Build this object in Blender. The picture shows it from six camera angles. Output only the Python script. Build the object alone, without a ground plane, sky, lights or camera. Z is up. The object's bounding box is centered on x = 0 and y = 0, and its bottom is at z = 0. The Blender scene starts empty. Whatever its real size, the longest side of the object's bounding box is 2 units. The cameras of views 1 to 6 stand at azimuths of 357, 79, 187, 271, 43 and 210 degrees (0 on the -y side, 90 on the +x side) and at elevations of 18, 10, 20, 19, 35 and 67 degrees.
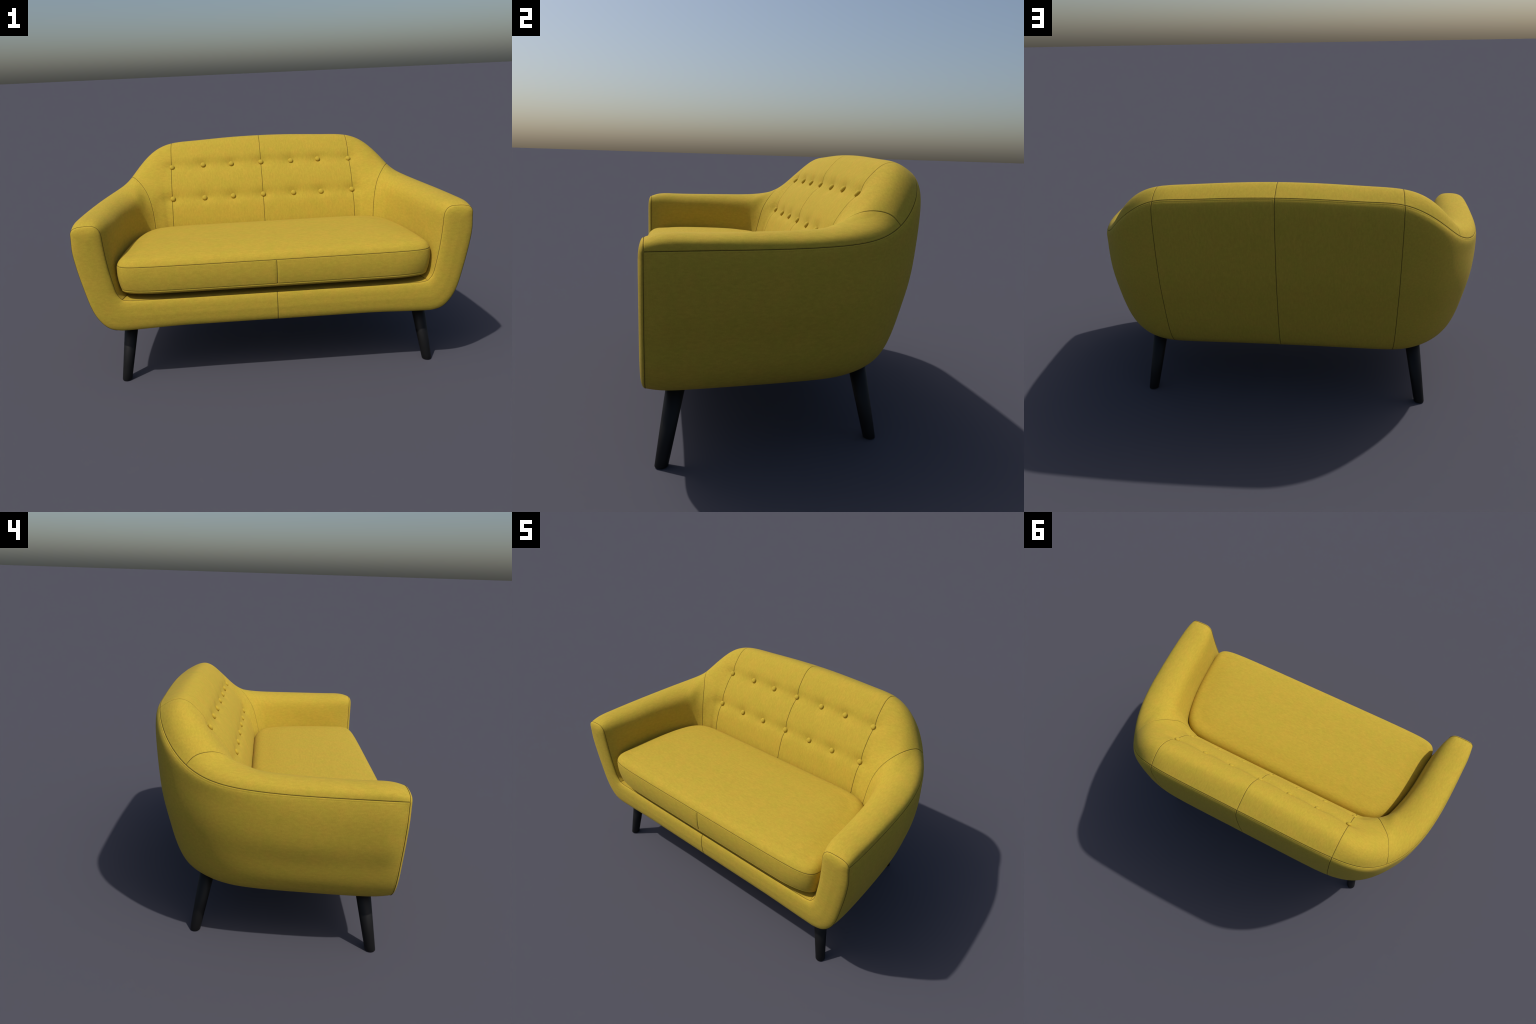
"""Two-seat wraparound sofa, mustard fabric, buttoned back, four tapered black legs.

The upholstered shell is lofted along a U-shaped path (arm front -> corner ->
middle of the back -> mirrored).  At each station along the path two profiles
are given: the OUTER skin (underside up to the top seam) and the ROLL (top seam,
over the crest, down the inside to the seat deck).  Panels are cut out of those
lofts along the sewing lines, and each panel edge is tucked into its seam.
"""
import bmesh
import bpy
import numpy as np

rng = np.random.default_rng(7)

# ------------------------------------------------------------------ utilities


class Spline:
    """Natural cubic spline through rows of P at parameters u (chord length if None)."""

    def __init__(self, P, u=None):
        P = np.asarray(P, float)
        if u is None:
            u = np.r_[0, np.cumsum(np.linalg.norm(np.diff(P, axis=0), axis=1))]
            u = u / u[-1]
        self.u, self.P = np.asarray(u, float), P
        n = len(P)
        h = np.diff(self.u)
        A = np.zeros((n, n))
        R = np.zeros_like(P)
        A[0, 0] = A[-1, -1] = 1
        for i in range(1, n - 1):
            A[i, i - 1], A[i, i], A[i, i + 1] = h[i - 1], 2 * (h[i - 1] + h[i]), h[i]
            R[i] = 6 * ((P[i + 1] - P[i]) / h[i] - (P[i] - P[i - 1]) / h[i - 1])
        self.M = np.linalg.solve(A, R.reshape(n, -1)).reshape(P.shape)

    def __call__(self, x):
        x = np.asarray(x, float)
        i = np.clip(np.searchsorted(self.u, x, side="right") - 1, 0, len(self.u) - 2)
        h = self.u[i + 1] - self.u[i]
        a = (self.u[i + 1] - x) / h
        b = (x - self.u[i]) / h
        ex = (...,) + (None,) * (self.P.ndim - 1)
        a, b, h = a[ex], b[ex], h[ex]
        return (a * self.P[i] + b * self.P[i + 1]
                + ((a ** 3 - a) * self.M[i] + (b ** 3 - b) * self.M[i + 1]) * h * h / 6)


def resample(P, n):
    """n points at even arc length along a dense polyline."""
    L = np.r_[0, np.cumsum(np.linalg.norm(np.diff(P, axis=0), axis=1))]
    q = np.linspace(0, L[-1], n)
    return np.stack([np.interp(q, L, P[:, k]) for k in range(P.shape[1])], 1)


def smooth(a, b, x):
    t = np.clip((x - a) / (b - a), 0, 1)
    return t * t * (3 - 2 * t)


def grid_normals(G):
    du = np.gradient(G, axis=0)
    dv = np.gradient(G, axis=1)
    N = np.cross(du, dv)
    return N / np.maximum(np.linalg.norm(N, axis=2, keepdims=True), 1e-12)


def edge_steps(length, step, seam_lo, seam_hi):
    """Even parameters 0..1 with rows packed close to the ends that carry a seam."""
    near = np.array([0.0007, 0.0014, 0.0022, 0.0031, 0.0042, 0.0055, 0.007, 0.0085, 0.010, 0.012, 0.015])
    lo = 0.015 if seam_lo else 0.0
    hi = 0.015 if seam_hi else 0.0
    n = max(2, int((length - lo - hi) / step) + 1)
    q = [0.0]
    if seam_lo:
        q += list(near)
    q += list(np.linspace(lo, length - hi, n)[1:-1])
    if seam_hi:
        q += list(length - near[::-1])
    q.append(length)
    return np.array(q) / length


def tuck(d, depth=0.0028, stitch=0.0):
    """How far the cloth sinks at distance d from a seam: rounded tuck, then a faint topstitch dent."""
    t = np.clip(1 - d / 0.0042, 0, 1)
    return depth * t ** 2.0 + stitch * np.exp(-((d - 0.0098) / 0.0018) ** 2)


root = bpy.data.objects.new("sofa", None)
bpy.context.scene.collection.objects.link(root)
root["label"] = "mustard yellow two seat sofa, buttoned back, black legs"
root["category"] = "sofa"


def add(name, mesh, mat, parent=root):
    ob = bpy.data.objects.new(name, mesh)
    bpy.context.scene.collection.objects.link(ob)
    ob.parent = parent
    if mat and not mesh.materials:
        mesh.materials.append(mat)
    return ob


def mesh_from(name, V, F):
    me = bpy.data.meshes.new(name)
    me.from_pydata([tuple(v) for v in V], [], F)
    me.validate()
    me.polygons.foreach_set("use_smooth", [True] * len(me.polygons))
    me.update()
    return me


def grid_mesh(name, G, flip=False):
    a, b = G.shape[:2]
    i = np.arange(a * b).reshape(a, b)
    Q = np.stack([i[:-1, :-1], i[1:, :-1], i[1:, 1:], i[:-1, 1:]], -1).reshape(-1, 4)
    if flip:
        Q = Q[:, ::-1]
    return mesh_from(name, G.reshape(-1, 3), Q.tolist())


def tube(P, r, k=6):
    """Vertices and faces of a thin tube along polyline P."""
    P = np.asarray(P, float)
    T = np.gradient(P, axis=0)
    T /= np.maximum(np.linalg.norm(T, axis=1, keepdims=True), 1e-9)
    ref = np.tile([0.31, 0.52, 0.79], (len(P), 1))
    A = np.cross(T, ref)
    A /= np.linalg.norm(A, axis=1, keepdims=True)
    B = np.cross(T, A)
    ang = np.linspace(0, 2 * np.pi, k, endpoint=False)
    V = (P[:, None] + r * (np.cos(ang)[None, :, None] * A[:, None] + np.sin(ang)[None, :, None] * B[:, None])).reshape(-1, 3)
    F = []
    for i in range(len(P) - 1):
        for j in range(k):
            F.append((i * k + j, i * k + (j + 1) % k, (i + 1) * k + (j + 1) % k, (i + 1) * k + j))
    return V, F


# ------------------------------------------------------------------ materials


def node(nt, kind, **kw):
    n = nt.nodes.new(kind)
    for k, v in kw.items():
        setattr(n, k, v)
    return n


def fabric_material(name, grain):
    m = bpy.data.materials.new(name)
    m.use_nodes = True
    nt = m.node_tree
    nt.nodes.clear()
    out = node(nt, "ShaderNodeOutputMaterial")
    bs = node(nt, "ShaderNodeBsdfPrincipled")
    L = nt.links.new
    L(bs.outputs[0], out.inputs[0])
    tc = node(nt, "ShaderNodeTexCoord")

    def noise(scale, detail, stretch=(1, 1, 1), rough=0.55):
        mp = node(nt, "ShaderNodeMapping")
        mp.inputs["Scale"].default_value = stretch
        L(tc.outputs["Object"], mp.inputs[0])
        n = node(nt, "ShaderNodeTexNoise")
        n.inputs["Scale"].default_value = scale
        n.inputs["Detail"].default_value = detail
        n.inputs["Roughness"].default_value = rough
        L(mp.outputs[0], n.inputs["Vector"])
        return n

    def mix(a, b, fac, mode="MIX"):
        x = node(nt, "ShaderNodeMix", data_type="RGBA", blend_type=mode)
        for sock, val in ((x.inputs[0], fac), (x.inputs[6], a), (x.inputs[7], b)):
            if hasattr(val, "links"):
                L(val, sock)
            else:
                sock.default_value = val
        return x.outputs[2]

    def ramp(src, stops):
        r = node(nt, "ShaderNodeValToRGB")
        while len(r.color_ramp.elements) < len(stops):
            r.color_ramp.elements.new(0.5)
        for e, (p, c) in zip(r.color_ramp.elements, stops):
            e.position, e.color = p, (*c, 1)
        L(src, r.inputs[0])
        return r.outputs[0]

    # broad hue drift between a greener and a more orange mustard
    hue = noise(16.0, 4.0, rough=0.65)
    base = ramp(hue.outputs["Fac"], [(0.34, (0.468, 0.345, 0.0370)),
                                     (0.50, (0.485, 0.343, 0.0385)),
                                     (0.66, (0.505, 0.340, 0.0395))])
    # melange threads: short streaks, running with the grain of the cloth
    st = noise(75.0, 4.0, grain, 0.6)
    streak = ramp(st.outputs["Fac"], [(0.30, (0.925, 0.925, 0.90)), (0.70, (1.055, 1.055, 1.08))])
    col = mix(base, streak, 1.0, "MULTIPLY")
    fi = noise(300.0, 2.0)
    fine = ramp(fi.outputs["Fac"], [(0.25, (0.92, 0.92, 0.90)), (0.75, (1.07, 1.07, 1.08))])
    col = mix(col, fine, 1.0, "MULTIPLY")
    L(col, bs.inputs["Base Color"])
    bs.inputs["Roughness"].default_value = 0.9
    bs.inputs["Specular IOR Level"].default_value = 0.12
    bs.inputs["Sheen Weight"].default_value = 0.02
    bs.inputs["Sheen Roughness"].default_value = 0.5
    bp = node(nt, "ShaderNodeBump")
    bp.inputs["Strength"].default_value = 0.18
    bp.inputs["Distance"].default_value = 0.002
    wv = noise(420.0, 2.0, (0.8, 1.2, 1.2))
    L(wv.outputs["Fac"], bp.inputs["Height"])
    L(bp.outputs[0], bs.inputs["Normal"])
    return m


def plain_material(name, colour, rough, spec=0.5):
    m = bpy.data.materials.new(name)
    m.use_nodes = True
    nt = m.node_tree
    bs = nt.nodes["Principled BSDF"]
    tc = node(nt, "ShaderNodeTexCoord")
    n = node(nt, "ShaderNodeTexNoise")
    n.inputs["Scale"].default_value = 40
    r = node(nt, "ShaderNodeValToRGB")
    r.color_ramp.elements[0].color = (*[c * 0.9 for c in colour], 1)
    r.color_ramp.elements[1].color = (*[c * 1.1 for c in colour], 1)
    nt.links.new(tc.outputs["Object"], n.inputs["Vector"])
    nt.links.new(n.outputs["Fac"], r.inputs[0])
    nt.links.new(r.outputs[0], bs.inputs["Base Color"])
    bs.inputs["Roughness"].default_value = rough
    bs.inputs["Specular IOR Level"].default_value = spec
    return m


FABRIC = fabric_material("mustard_fabric", (0.55, 1.5, 1.35))             # grain across the sofa
FABRIC_UP = fabric_material("mustard_fabric_upright", (1.7, 0.6, 0.6))     # grain up and over the back
FABRIC_SIDE = fabric_material("mustard_fabric_lengthwise", (1.4, 0.55, 1.4))   # grain along the arm
THREAD = plain_material("seam_thread_olive", (0.100, 0.072, 0.016), 0.9, 0.1)
LEG = plain_material("black_lacquered_wood", (0.0075, 0.0075, 0.0078), 0.5, 0.22)

# ------------------------------------------------------------------ shell path
Y_FRONT = -0.543


def sec(x, pts):
    """A section that lies in a plane of constant x, given as (y, z)."""
    return [(x, y, z) for y, z in pts]


def sec_y(y, pts, skew=0.0):
    """An arm section across x, given as (x, z); skew turns it with the arm."""
    x0 = pts[0][0]
    return [(x, y + (x - x0) * skew, z) for x, z in pts]


# station: name, crest index, roll profile from top seam to seat deck, outward direction,
# height of the underside edge, weights of the outer skin profiles in SKINS
STATIONS = []


def station(crest, roll, outward, z_low, weights):
    STATIONS.append((crest, np.array(roll, float), np.array(outward, float), z_low, np.array(weights, float)))


station(3, sec_y(Y_FRONT, [(.989, .829), (.981, .846), (.957, .858), (.908, .862), (.871, .857), (.852, .838), (.843, .79),
                           (.838, .715), (.828, .63), (.813, .545), (.798, .497), (.779, .474)]), (1, 0), .307, (1, 0, 0, 0, 0))
station(3, sec_y(-.505, [(.9915, .830), (.984, .853), (.958, .869), (.909, .8745), (.866, .867), (.840, .843), (.827, .79),
                         (.821, .715), (.812, .63), (.800, .545), (.787, .497), (.770, .474)]), (1, 0), .295, (.3, .7, 0, 0, 0))
station(3, sec_y(-.40, [(.992, .832), (.985, .857), (.957, .874), (.906, .8795), (.860, .871), (.825, .844), (.806, .79),
                        (.798, .72), (.791, .64), (.782, .56), (.771, .50), (.757, .475)]), (1, 0), .290, (.2, .8, 0, 0, 0))
station(3, sec_y(-.15, [(.981, .8345), (.970, .857), (.940, .8745), (.892, .8815), (.843, .872), (.805, .843), (.785, .79),
                        (.776, .72), (.765, .64), (.752, .56), (.737, .50), (.72, .475)], .10), (.995, .08), .290, (0, 1, 0, 0, 0))
station(3, [(.949, .100, .840), (.938, .096, .861), (.909, .089, .879), (.863, .075, .888), (.808, .058, .879), (.765, .043, .850),
            (.740, .034, .79), (.727, .028, .72), (.716, .020, .64), (.70, .010, .56), (.688, .0, .50), (.675, -.005, .475)],
        (.955, .29), .291, (0, .5, .5, 0, 0))
station(3, [(.897, .261, .855), (.885, .249, .879), (.860, .224, .898), (.818, .184, .905), (.776, .143, .895), (.742, .108, .866),
            (.716, .083, .80), (.702, .069, .72), (.693, .056, .64), (.681, .042, .56), (.671, .030, .50), (.660, .024, .475)],
        (.86, .51), .290, (0, .1, .9, 0, 0))
station(2, [(.823, .381, .898), (.811, .348, .933), (.793, .304, .947), (.765, .252, .942), (.732, .209, .916), (.704, .174, .881),
            (.676, .131, .815), (.662, .105, .735), (.655, .085, .657), (.648, .070, .57), (.642, .060, .50), (.635, .050, .475)],
        (.71, .70), .293, (0, 0, .75, .25, 0))
station(2, [(.703, .490, 1.002), (.696, .458, 1.044), (.686, .408, 1.065), (.673, .352, 1.046), (.657, .298, 1.002), (.642, .252, .948),
            (.622, .2070, .89), (.607, .1555, .80), (.600, .1245, .72), (.596, .1045, .65), (.592, .092, .56), (.587, .078, .475)],
        (.42, .91), .300, (0, 0, .25, .75, 0))
station(2, sec(.552, [(.536, 1.081), (.489, 1.112), (.436, 1.125), (.399, 1.112), (.354, 1.072), (.311, 1.025), (.281, .98), (.241, .926),
                      (.203, .868), (.1645, .795), (.1385, .735), (.113, .646), (.10, .56), (.09, .475)]), (0.03, 1), .303, (0, 0, 0, 1, 0))
station(2, sec(.42, [(.545, 1.0945), (.486, 1.125), (.434, 1.1355), (.397, 1.122), (.353, 1.082), (.312, 1.033), (.283, .985), (.239, .928),
                     (.202, .868), (.167, .80), (.141, .737), (.115, .65), (.098, .56), (.088, .475)]), (0, 1), .306, (0, 0, 0, .6, .4))
station(2, sec(.20, [(.548, 1.104), (.484, 1.136), (.432, 1.146), (.396, 1.132), (.352, 1.091), (.313, 1.040), (.283, .990), (.238, .93),
                     (.201, .868), (.167, .80), (.141, .737), (.115, .65), (.098, .56), (.088, .475)]), (0, 1), .309, (0, 0, 0, .2, .8))
station(2, sec(.0, [(.549, 1.108), (.483, 1.139), (.431, 1.150), (.395, 1.136), (.351, 1.094), (.313, 1.043), (.283, .993), (.238, .93),
                    (.201, .868), (.167, .80), (.141, .737), (.115, .65), (.098, .56), (.088, .475)]), (0, 1), .310, (0, 0, 0, 0, 1))

# outer skin: (offset from the top seam along the outward direction, height fraction between underside and seam)
SKINS = [
    # front end of the arm
    [(-.190, .000), (-.136, .026), (-.094, .096), (-.058, .225), (-.033, .41), (-.016, .567), (-.003, .718), (.003, .86), (.001, .94), (.0005, .975), (.000, 1.)],
    # middle of the arm
    [(-.190, .000), (-.144, .034), (-.099, .105), (-.060, .23), (-.031, .41), (-.006, .565), (.006, .72), (.009, .86), (.006, .94), (.003, .975), (.000, 1.)],
    # rear corner
    [(-.165, .000), (-.118, .045), (-.082, .115), (-.051, .24), (-.023, .43), (-.005, .60), (.003, .76), (.004, .88), (.005, .94), (.004, .975), (.000, 1.)],
    # back, at the panel seam
    [(-.155, .000), (-.112, .045), (-.087, .100), (-.063, .180), (-.034, .32), (-.004, .49), (.012, .67), (.020, .83), (.0195, .93), (.0125, .975), (.000, 1.)],
    # middle of the back
    [(-.158, .000), (-.112, .045), (-.089, .100), (-.067, .180), (-.037, .32), (-.006, .49), (.010, .67), (.018, .83), (.018, .93), (.0115, .975), (.000, 1.)],
]

T_CREST = 0.22
NT_ROLL, NT_SKIN = 240, 160


def dense_roll(crest, pts):
    sp = Spline(pts)
    a = resample(sp(np.linspace(0, sp.u[crest], 300)), int(NT_ROLL * T_CREST) + 1)
    b = resample(sp(np.linspace(sp.u[crest], 1, 900)), NT_ROLL - int(NT_ROLL * T_CREST) + 1)
    return np.vstack([a, b[1:]])


def dense_skin(seam, outward, z_low, w):
    prof = np.tensordot(w, np.array(SKINS), 1)
    sp = Spline(prof * [1, .6])
    q = sp(np.linspace(0, 1, 700)) / [1, .6]
    q = resample(q * [1, .6], NT_SKIN + 1) / [1, .6]
    n = outward / np.linalg.norm(outward)
    P = np.zeros((len(q), 3))
    P[:, :2] = seam[:2] + q[:, :1] * n
    P[:, 2] = z_low + q[:, 1] * (seam[2] - z_low)
    return P


half_roll = [dense_roll(c, r) for c, r, *_ in STATIONS]
half_skin = [dense_skin(r[0], o, zl, w) for _, r, o, zl, w in STATIONS]
MIRROR = np.array([-1, 1, 1.])
rolls = np.array(half_roll + [h * MIRROR for h in half_roll[-2::-1]])
skins = np.array(half_skin + [h * MIRROR for h in half_skin[-2::-1]])
seam_pts = rolls[:, 0]
S = np.r_[0, np.cumsum(np.linalg.norm(np.diff(seam_pts, axis=0), axis=1) ** .85)]
S /= S[-1]
ROLL, SKIN = Spline(rolls, S), Spline(skins, S)
NST = len(STATIONS)


def sample(loft, s, t):
    """Grid of loft points at path parameters s and profile parameters t (0..1)."""
    G = loft(s)
    q = t * (G.shape[1] - 1)
    i = np.clip(q.astype(int), 0, G.shape[1] - 2)
    f = (q - i)[None, :, None]
    return G[:, i] * (1 - f) + G[:, i + 1] * f


# ------------------------------------------------------------------ buttoning of the back
BUTTON_X = [-.549, -.358, -.184, 0.0, .186, .355, .547]
BUTTON_ROWS = [(0.298, 1.004), (0.187, 0.822)]


def pinch(G):
    """Depth by which the button cords pull the back in, and the soft crease along each row."""
    x, z = G[..., 0], G[..., 2]
    d = np.zeros(x.shape)
    inside = (G[..., 1] < 0.42) & (np.abs(x) < 0.75)
    fade = 1 - smooth(.56, .68, np.abs(x))
    for (_, zr), crease in zip(BUTTON_ROWS, (0.0065, 0.0060)):
        dz = z - zr - 0.004
        d += crease * np.exp(-(dz / 0.032) ** 2) * fade
        for bx in BUTTON_X:
            rr = ((x - bx) / 0.046) ** 2 + (dz / 0.032) ** 2
            d += 0.0075 * np.exp(-rr)
            d += 0.0030 * np.exp(-(((x - bx) / 0.016) ** 2 + (dz / 0.016) ** 2))
    return d * inside


# ------------------------------------------------------------------ panels cut from the lofts
THREADS = []


def panel(name, loft, s0, s1, seams, step=0.008, parent=root, t_end=1.0, pinched=False, outward_flip=False):
    """seams: which edges are sewn, among 's0','s1','t0','t1'."""
    probe = sample(loft, np.linspace(s0, s1, 200), np.linspace(0, t_end, 200))
    ls = np.linalg.norm(np.diff(probe, axis=0), axis=2).sum(0)
    lt = np.linalg.norm(np.diff(probe, axis=1), axis=2).sum(1)
    Ls, Lt = np.median(ls), np.median(lt)
    s = s0 + (s1 - s0) * edge_steps(Ls, step, "s0" in seams, "s1" in seams)
    # remap so that steps are metric along the path
    cum = np.r_[0, np.cumsum(np.median(np.linalg.norm(np.diff(probe, axis=0), axis=2), axis=1))]
    s = np.interp((s - s0) / (s1 - s0) * cum[-1], cum, np.linspace(s0, s1, 200))
    t = t_end * edge_steps(Lt, step, "t0" in seams, "t1" in seams)
    G = sample(loft, s, t)
    N = grid_normals(G)
    if outward_flip:
        N = -N
    if pinched:
        G = G - N * pinch(G)[..., None]
    da = np.cumsum(np.concatenate([np.zeros((1, len(t))), np.linalg.norm(np.diff(G, axis=0), axis=2)]), axis=0)
    db = np.cumsum(np.concatenate([np.zeros((len(s), 1)), np.linalg.norm(np.diff(G, axis=1), axis=2)], axis=1), axis=1)
    dist = np.full(G.shape[:2], 9.0)
    if "s0" in seams:
        dist = np.minimum(dist, da)
    if "s1" in seams:
        dist = np.minimum(dist, da[-1:] - da)
    if "t0" in seams:
        dist = np.minimum(dist, db)
    if "t1" in seams:
        dist = np.minimum(dist, db[:, -1:] - db)
    H = G - N * tuck(dist, stitch=0.0004 if loft is SKIN else 0.0001)[..., None]
    ob = add(name, grid_mesh(name, H, flip=outward_flip), {"inner_back_panel": FABRIC_UP, "outer_back_panel": FABRIC_UP, "outer_side_panel": FABRIC_SIDE,
                                                              "arm_panel": FABRIC_SIDE}.get(name, FABRIC), parent)
    sunk = 0.0016
    lift = N * (0.0028 - sunk)
    for key, line in (("s0", (H + lift)[0]), ("s1", (H + lift)[-1]), ("t0", (H + lift)[:, 0]), ("t1", (H + lift)[:, -1])):
        if key in seams and key + "!" in seams:
            THREADS.append(line)
    return ob, G, N


SA, SC, SP, SM = S[0], S[6], S[8], S[11]     # arm front, arm/corner seam, back panel seam, middle


def flip_s(s):
    return 1 - s


backs = []
ROLL_FLIP = False
probe = sample(ROLL, np.linspace(SP, SM, 5), np.linspace(0, 1, 5))
if grid_normals(probe)[2, 3][1] > 0:      # inside of the back must face the front
    ROLL_FLIP = True
probe = sample(SKIN, np.linspace(SP, SM, 5), np.linspace(0, 1, 5))
SKIN_FLIP = bool(grid_normals(probe)[2, 2][1] < 0)

for side in (0, 1):
    def rng_s(a, b):
        return (a, b) if side == 0 else (1 - b, 1 - a)

    lo, hi = ("s0", "s1") if side == 0 else ("s1", "s0")
    # rolled-over upholstery: arm, corner, back
    panel("arm_panel", ROLL, *rng_s(SA, SC), {lo, hi, "t0", hi + "!", "t0!", "t1", "t1!"}, outward_flip=ROLL_FLIP, pinched=True)
    panel("corner_panel", ROLL, *rng_s(SC, SP), {lo, hi, "t0", hi + "!", "t0!"}, outward_flip=ROLL_FLIP, pinched=True, step=.006)
    backs.append(panel("inner_back_panel", ROLL, *rng_s(SP, SM), {lo, hi, "t0", "t0!"} | ({hi + "!"} if side == 0 else set()),
                       outward_flip=ROLL_FLIP, pinched=True, step=.006))
    # outside skin
    panel("outer_side_panel", SKIN, *rng_s(SA, SP), {lo, hi, "t1", hi + "!"}, outward_flip=SKIN_FLIP)
    panel("outer_back_panel", SKIN, *rng_s(SP, SM), {lo, hi, "t1"} | ({hi + "!"} if side == 0 else set()), outward_flip=SKIN_FLIP)

# ------------------------------------------------------------------ front panel (U shaped facing)
roll_front = rolls[0]
skin_front = skins[0]
crest_split = np.argmin(np.abs(roll_front[:, 0] - 0.852) + (roll_front[:, 2] < .8))
inner_side = roll_front[crest_split:][::-1][:, [0, 2]]            # from deck corner up to the inner shoulder
arch = roll_front[:crest_split + 1][::-1][:, [0, 2]]              # inner shoulder over the arm to the outer seam
inner_low = Spline([(0, .4655), (.3, .4655), (.60, .4655), (.72, .4665), (.757, .4685), tuple(inner_side[0])])(np.linspace(0, 1, 200))
outer_low = np.array([(x, skin_front[0, 2] + 0.009 * (1 - smooth(.45, .80, x))) for x in np.linspace(0, skin_front[0, 0], 200)])
outer_side = skin_front[:, [0, 2]]
inner_curve = np.vstack([inner_low, inner_side[1:]])
outer_curve = np.vstack([outer_low, outer_side[1:]])
boundary = np.vstack([inner_curve, arch[1:], outer_curve[::-1]])


def split_resample(curve, corner, n1, n2):
    i = np.argmin(np.linalg.norm(curve - corner, axis=1))
    return np.vstack([resample(curve[:i + 1], n1), resample(curve[i:], n2)[1:]])


def boundary_distance(P):
    A, B = boundary[:-1], boundary[1:]
    AB = B - A
    den = np.maximum((AB ** 2).sum(1), 1e-12)
    out = np.empty(len(P))
    for k in range(0, len(P), 2000):
        D = P[k:k + 2000, None] - A
        f = np.clip((D * AB).sum(2) / den, 0, 1)
        out[k:k + 2000] = np.sqrt(((D - f[..., None] * AB) ** 2).sum(2).min(1))
    return out


n1, n2 = 120, 110
I = split_resample(inner_curve, (.79, .482), n1, n2)
O = split_resample(outer_curve, (.885, .352), n1, n2)
# pack the cross lines near the middle seam
tt = edge_steps(0.16, .007, True, True)
arch_r = resample(arch, 400)
arch_L = np.linspace(0, 1, 400)
arch_p = np.stack([np.interp(tt, arch_L, arch_r[:, k]) for k in (0, 1)], 1)
arch_off = arch_p - (I[-1] + (O[-1] - I[-1]) * tt[:, None])
rowlen = np.r_[0, np.cumsum(np.linalg.norm(np.diff((I + O) / 2, axis=0), axis=1))]
wanted = edge_steps(rowlen[-1], .008, True, True) * rowlen[-1]
I = np.stack([np.interp(wanted, rowlen, I[:, k]) for k in (0, 1)], 1)
O = np.stack([np.interp(wanted, rowlen, O[:, k]) for k in (0, 1)], 1)
grow = np.exp(-(rowlen[-1] - wanted) / 0.10)
grow = grow * (1 - smooth(.10, .35, rowlen[-1] - wanted))
FP = I[:, None] + (O - I)[:, None] * tt[None, :, None] + grow[:, None, None] * arch_off[None]
flatP = FP.reshape(-1, 2)
dB = boundary_distance(flatP).reshape(FP.shape[:2])
r = 0.042
bulge = 0.0155 * np.sqrt(np.clip(1 - (1 - np.clip(dB / r, 0, 1)) ** 2, 0, 1)) + 0.0045 * smooth(0, .09, dB)
FG = np.stack([FP[..., 0], Y_FRONT - bulge, FP[..., 1]], -1)
for side in (1, -1):
    G = FG * [side, 1, 1]
    N = grid_normals(G)
    if N[20, len(tt) // 2][1] > 0:
        N = -N
        fl = True
    else:
        fl = False
    dm = np.abs(G[..., 0])
    H = G - N * tuck(np.minimum(dm, 9))[..., None]
    H[..., 1] += 0.0026 * np.clip(1 - dB / .0045, 0, 1) ** 2
    add("front_panel", grid_mesh("front_panel", H, flip=fl), FABRIC)
    if side == 1:
        THREADS.append((H + N * 0.0016)[0])
    loop = boundary * 1.0
    # thread around the facing, from the bottom of the arm over its top to the deck
    line = np.stack([loop[:, 0] * side, np.full(len(loop), Y_FRONT - 0.0006), loop[:, 1]], 1)
    THREADS.append(resample(line[: len(loop) - 205], 420))

# ------------------------------------------------------------------ seat deck and underside
deck_rail = ROLL(np.linspace(SA, SM, 160))[:, -1]
under_rail = SKIN(np.linspace(SA, SM, 160))[:, 0]


U_SPAN = np.sort(np.r_[np.linspace(-.9, .9, 37), np.linspace(.91, 1, 10), -np.linspace(.91, 1, 10)])[::-1]


def spanning(name, rail, height, flip):
    """A floor stretched between the rail on one side and its mirror image; height(u, x, y, z) shapes it."""
    G = np.empty((len(rail), len(U_SPAN), 3))
    G[..., 0] = rail[:, None, 0] * U_SPAN[None]
    G[..., 1] = rail[:, None, 1]
    G[..., 2] = height(np.abs(U_SPAN)[None], rail[:, None, 0], rail[:, None, 1], rail[:, None, 2])
    return add(name, grid_mesh(name, G, flip=flip), FABRIC)


x_deck = inner_low[-1, 0]


def deck_height(u, x, y, z):
    profile = np.interp(u * x_deck, inner_low[:, 0], inner_low[:, 1])
    return profile + (z - inner_low[-1, 1]) * u ** 8 - 0.002 * smooth(-.52, -.43, y) * (1 - smooth(.90, 1., u))


def underside_height(u, x, y, z):
    return z + (0.316 - z) * (1 - smooth(.56, 1., u))


spanning("seat_deck", deck_rail, deck_height, True)
spanning("underside", under_rail, underside_height, False)

# ------------------------------------------------------------------ seat cushion
half_outline = [(0, -.567), (.25, -.567), (.50, -.566), (.66, -.562), (.735, -.553), (.775, -.535), (.794, -.505), (.797, -.46),
                (.787, -.32), (.765, -.16), (.738, -.05), (.700, .035), (.645, .085), (.56, .108), (.42, .113), (.2, .113), (0, .113)]
hp = Spline(half_outline)(np.linspace(0, 1, 1200))
outline = np.vstack([hp, (hp * [-1, 1])[-2:0:-1]])
NTH = 520
loop = np.vstack([outline, outline[:1]])
outline = resample(loop, NTH + 1)[:-1]
spine = np.stack([np.clip(outline[:, 0] * 0.80, -.50, .50), np.full(NTH, -.225)], 1)
Lr = 0.34
rho = 1 - edge_steps(Lr, .010, True, False)
P = spine[None] + (outline - spine)[None] * rho[:, None, None]


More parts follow.
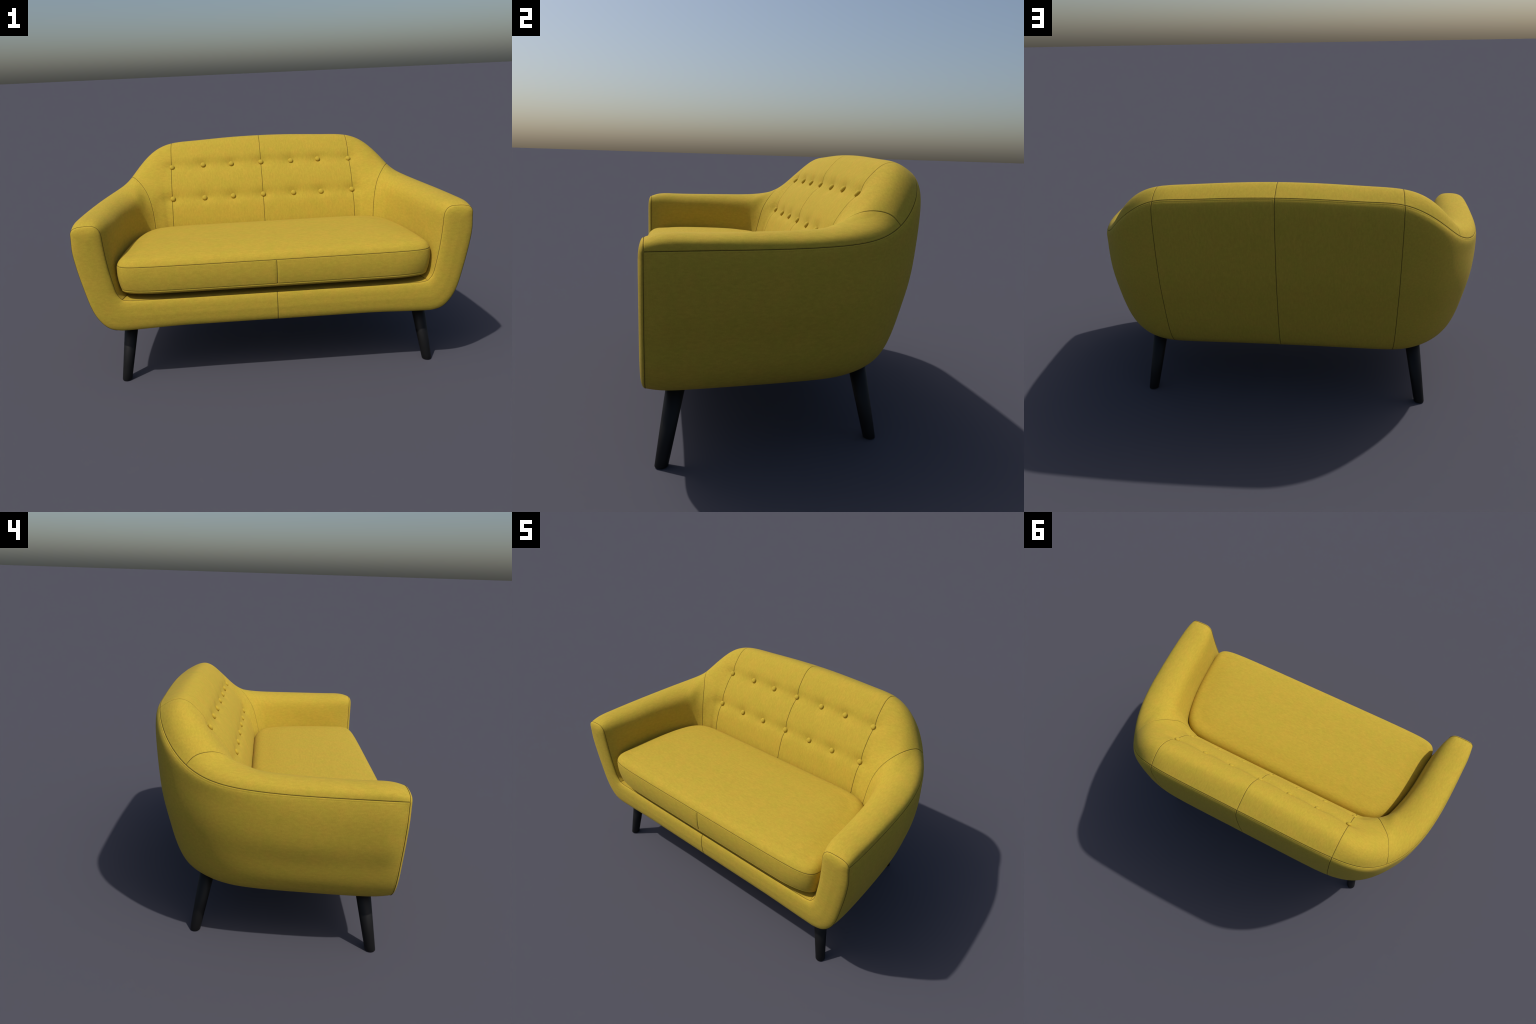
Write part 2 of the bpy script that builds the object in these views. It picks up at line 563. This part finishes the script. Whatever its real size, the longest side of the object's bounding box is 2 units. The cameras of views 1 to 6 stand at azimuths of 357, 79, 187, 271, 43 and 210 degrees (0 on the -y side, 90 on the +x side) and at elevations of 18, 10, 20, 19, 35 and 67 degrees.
def outline_distance(P):
    A = outline
    B = np.roll(outline, -1, 0)
    AB = B - A
    den = (AB ** 2).sum(1)
    out = np.empty(len(P))
    for k in range(0, len(P), 2000):
        D = P[k:k + 2000, None] - A
        f = np.clip((D * AB).sum(2) / den, 0, 1)
        out[k:k + 2000] = np.sqrt(((D - f[..., None] * AB) ** 2).sum(2).min(1))
    return out


d = outline_distance(P.reshape(-1, 2)).reshape(P.shape[:2])
d[0] = 0
seg = np.linalg.norm(np.roll(outline, -1, 0) - outline, axis=1)
tau = 0.04
flat2 = P.reshape(-1, 2)
soft = np.empty(len(flat2))
for k in range(0, len(flat2), 2000):          # soft distance: no ridges where two sides are equally near
    D = np.linalg.norm(flat2[k:k + 2000, None] - outline[None], axis=2)
    soft[k:k + 2000] = -tau * np.log((np.exp(-D / tau) * seg).sum(1) / (2 * tau))
soft = np.maximum(soft.reshape(d.shape), 0)
w = smooth(0.0, .10, d)
d = d * (1 - w) + soft * w
Z_SEAM, Z_LOW = 0.644, 0.519
crown = 0.026 * (1 - np.exp(-d / .016)) + 0.0395 * (1 - np.exp(-d / .07))
top = np.concatenate([P, (Z_SEAM + crown)[..., None]], 2)
# side band: slightly barrelled, drawn in towards the bottom at the two sides
cen = np.array([0, -.225])
tang = np.roll(outline, -1, 0) - np.roll(outline, 1, 0)
nrm = np.stack([tang[:, 1], -tang[:, 0]], 1)
nrm /= np.linalg.norm(nrm, axis=1, keepdims=True)
if (nrm[0] * (outline[0] - cen)).sum() < 0:
    nrm = -nrm
v = edge_steps(Z_SEAM - Z_LOW, .008, True, True)
sidew = smooth(.6, .8, np.abs(outline[:, 0]))
band = []
for q in v:
    off = 0.0055 * (1 - (2 * q - 1) ** 2) - 0.009 * sidew * q ** 1.6 + 0.003 * (1 - sidew) * q
    band.append(np.concatenate([outline + nrm * off[:, None], np.full((NTH, 1), Z_SEAM + (Z_LOW - Z_SEAM) * q)], 1))
band = np.array(band)
low = []
for q in np.r_[edge_steps(.25, .02, True, False)]:
    ins = q * 0.25
    ring = band[-1, :, :2] + (spine - band[-1, :, :2]) * (ins / .34)
    zz = Z_LOW - 0.027 * np.sqrt(np.clip(1 - (1 - np.clip(ins / .05, 0, 1)) ** 2, 0, 1))
    low.append(np.concatenate([ring, np.full((NTH, 1), zz)], 1))
low = np.array(low)


def closed(G):
    return np.concatenate([G, G[:, :1]], 1)


def sink(G, flip, seam_rows):
    """tuck the rows near the given seam rows into the seam"""
    C = closed(G)
    N = grid_normals(C)
    if flip:
        N = -N
    N[:, 0] = N[:, -1] = (N[:, 0] + N[:, -1]) / 2
    N /= np.maximum(np.linalg.norm(N, axis=2, keepdims=True), 1e-9)
    db = np.cumsum(np.concatenate([np.zeros((1, C.shape[1])), np.linalg.norm(np.diff(C, axis=0), axis=2)]), axis=0)
    dist = np.full(db.shape, 9.)
    if 0 in seam_rows:
        dist = np.minimum(dist, db)
    if 1 in seam_rows:
        dist = np.minimum(dist, db[-1:] - db)
    return C, N, C - N * tuck(dist, .0024)[..., None]


def facing(G, want):
    C = closed(G)
    N = grid_normals(C)
    i, j = C.shape[0] // 2, 3
    return float((N[i, j] * want).sum()) < 0


ft, fb, fl = facing(top, (0, 0, 1)), facing(band, (0, -1, 0)), facing(low, (0, 0, -1))
C, N, H1 = sink(top, ft, {0})
cushion_top = grid_mesh("seat_cushion", H1, flip=ft)
bm = bmesh.new()
bm.from_mesh(cushion_top)
bmesh.ops.remove_doubles(bm, verts=bm.verts, dist=0.0004)      # close the middle of the top
bm.to_mesh(cushion_top)
bm.free()
cushion = add("seat_cushion", cushion_top, FABRIC)
C, N, H2 = sink(band, fb, {0, 1})
midfront = np.abs(H2[..., 0]) * (H2[..., 1] < 0) + 9 * (H2[..., 1] >= 0)
H2 = H2 - N * tuck(midfront, .0024)[..., None] * (midfront < .02)[..., None]
add("cushion_band", grid_mesh("cushion_band", H2, flip=fb), FABRIC, cushion)
C, N3, H3 = sink(low, fl, {0})
add("cushion_underside", grid_mesh("cushion_underside", H3, flip=fl), FABRIC, cushion)
THREADS.append(H2[0] + N[0] * .0012)
THREADS.append((H2 + N * .0012)[:, 0])

# ------------------------------------------------------------------ buttons


def button_mesh():
    prof = [(0.0, .0112), (.0050, .0109), (.0095, .0098), (.0128, .0076), (.0148, .0044), (.0155, .0010), (.0149, -.0022), (.0130, -.0045), (.0100, -.007)]
    pr = Spline(prof)(np.linspace(0, 1, 22))
    k = 32
    V = [(0, 0, pr[0, 1])]
    F = []
    for a in pr[1:]:
        for j in range(k):
            an = 2 * np.pi * j / k
            V.append((a[0] * np.cos(an), a[0] * np.sin(an), a[1]))
    for j in range(k):
        F.append((0, 1 + j, 1 + (j + 1) % k))
    for i in range(len(pr) - 2):
        for j in range(k):
            p, q = 1 + i * k + j, 1 + i * k + (j + 1) % k
            F.append((p, p + k, q + k, q))
    return mesh_from("button", V, F)


from mathutils import Vector
bm_ = button_mesh()
bm_.materials.append(FABRIC)
for row, (by, bz) in enumerate(BUTTON_ROWS):
    for i, bx in enumerate(BUTTON_X):
        panel_ob, PG, PN = backs[0 if bx > 0.01 else 1]
        k = np.unravel_index(np.argmin(((PG - [np.clip(bx, -.549, .549), by, bz]) ** 2).sum(2)), PG.shape[:2])
        nrm_ = Vector(((-.12 * np.sign(bx) if abs(bx) > .5 else 0), -.80, .60) if row == 0 else (0, -.86, .51)).normalized()
        ob = add("button", bm_, FABRIC, panel_ob)
        p = Vector(PG[k])
        p.x = bx
        ob.location = p + nrm_ * (0.0036 + rng.uniform(-.0008, .0012))
        ob.rotation_mode = "QUATERNION"
        ob.rotation_quaternion = nrm_.to_track_quat("Z", "Y")

# ------------------------------------------------------------------ legs


def leg_mesh(bottom, topc):
    rb, rt = 0.0255, 0.0372
    k = 40
    rows = [(0, rb - .006), (.0012, rb - .0026), (.0035, rb - .0007), (.008, rb), (.12, None), (.20, None), (1, rt)]
    V, F = [], []
    bot, tp = np.array(bottom), np.array(topc)
    for f, rr in rows:
        if rr is None:
            rr = rb + (rt - rb) * f
        h = f
        c = bot + (tp - bot) * h
        for j in range(k):
            a = 2 * np.pi * j / k
            V.append(c + [rr * np.cos(a), rr * np.sin(a), 0])
    for i in range(len(rows) - 1):
        for j in range(k):
            F.append((i * k + j, i * k + (j + 1) % k, (i + 1) * k + (j + 1) % k, (i + 1) * k + j))
    F.append(tuple(range(k))[::-1])
    F.append(tuple(range((len(rows) - 1) * k, len(rows) * k)))
    me = mesh_from("leg", V, F)
    return me


for sx in (-1, 1):
    add("leg", leg_mesh((sx * .8145, -.488, 0), (sx * .7635, -.430, .318)), LEG)
    add("leg", leg_mesh((sx * .7000, .3600, 0), (sx * .6500, .300, .318)), LEG)

# ------------------------------------------------------------------ sewing threads in the seams
V, F, o = [], [], 0
for line in THREADS:
    L = np.linalg.norm(np.diff(line, axis=0), axis=1).sum()
    v_, f_ = tube(resample(np.asarray(line), max(8, int(L / .006))), 0.0010)
    V.append(v_)
    F += [tuple(int(o + i) for i in q) for q in f_]
    o += len(v_)
th = add("seam_thread", mesh_from("seam_thread", np.vstack(V), F), THREAD)
th["kind"] = "stuff"
bpy.context.view_layer.update()
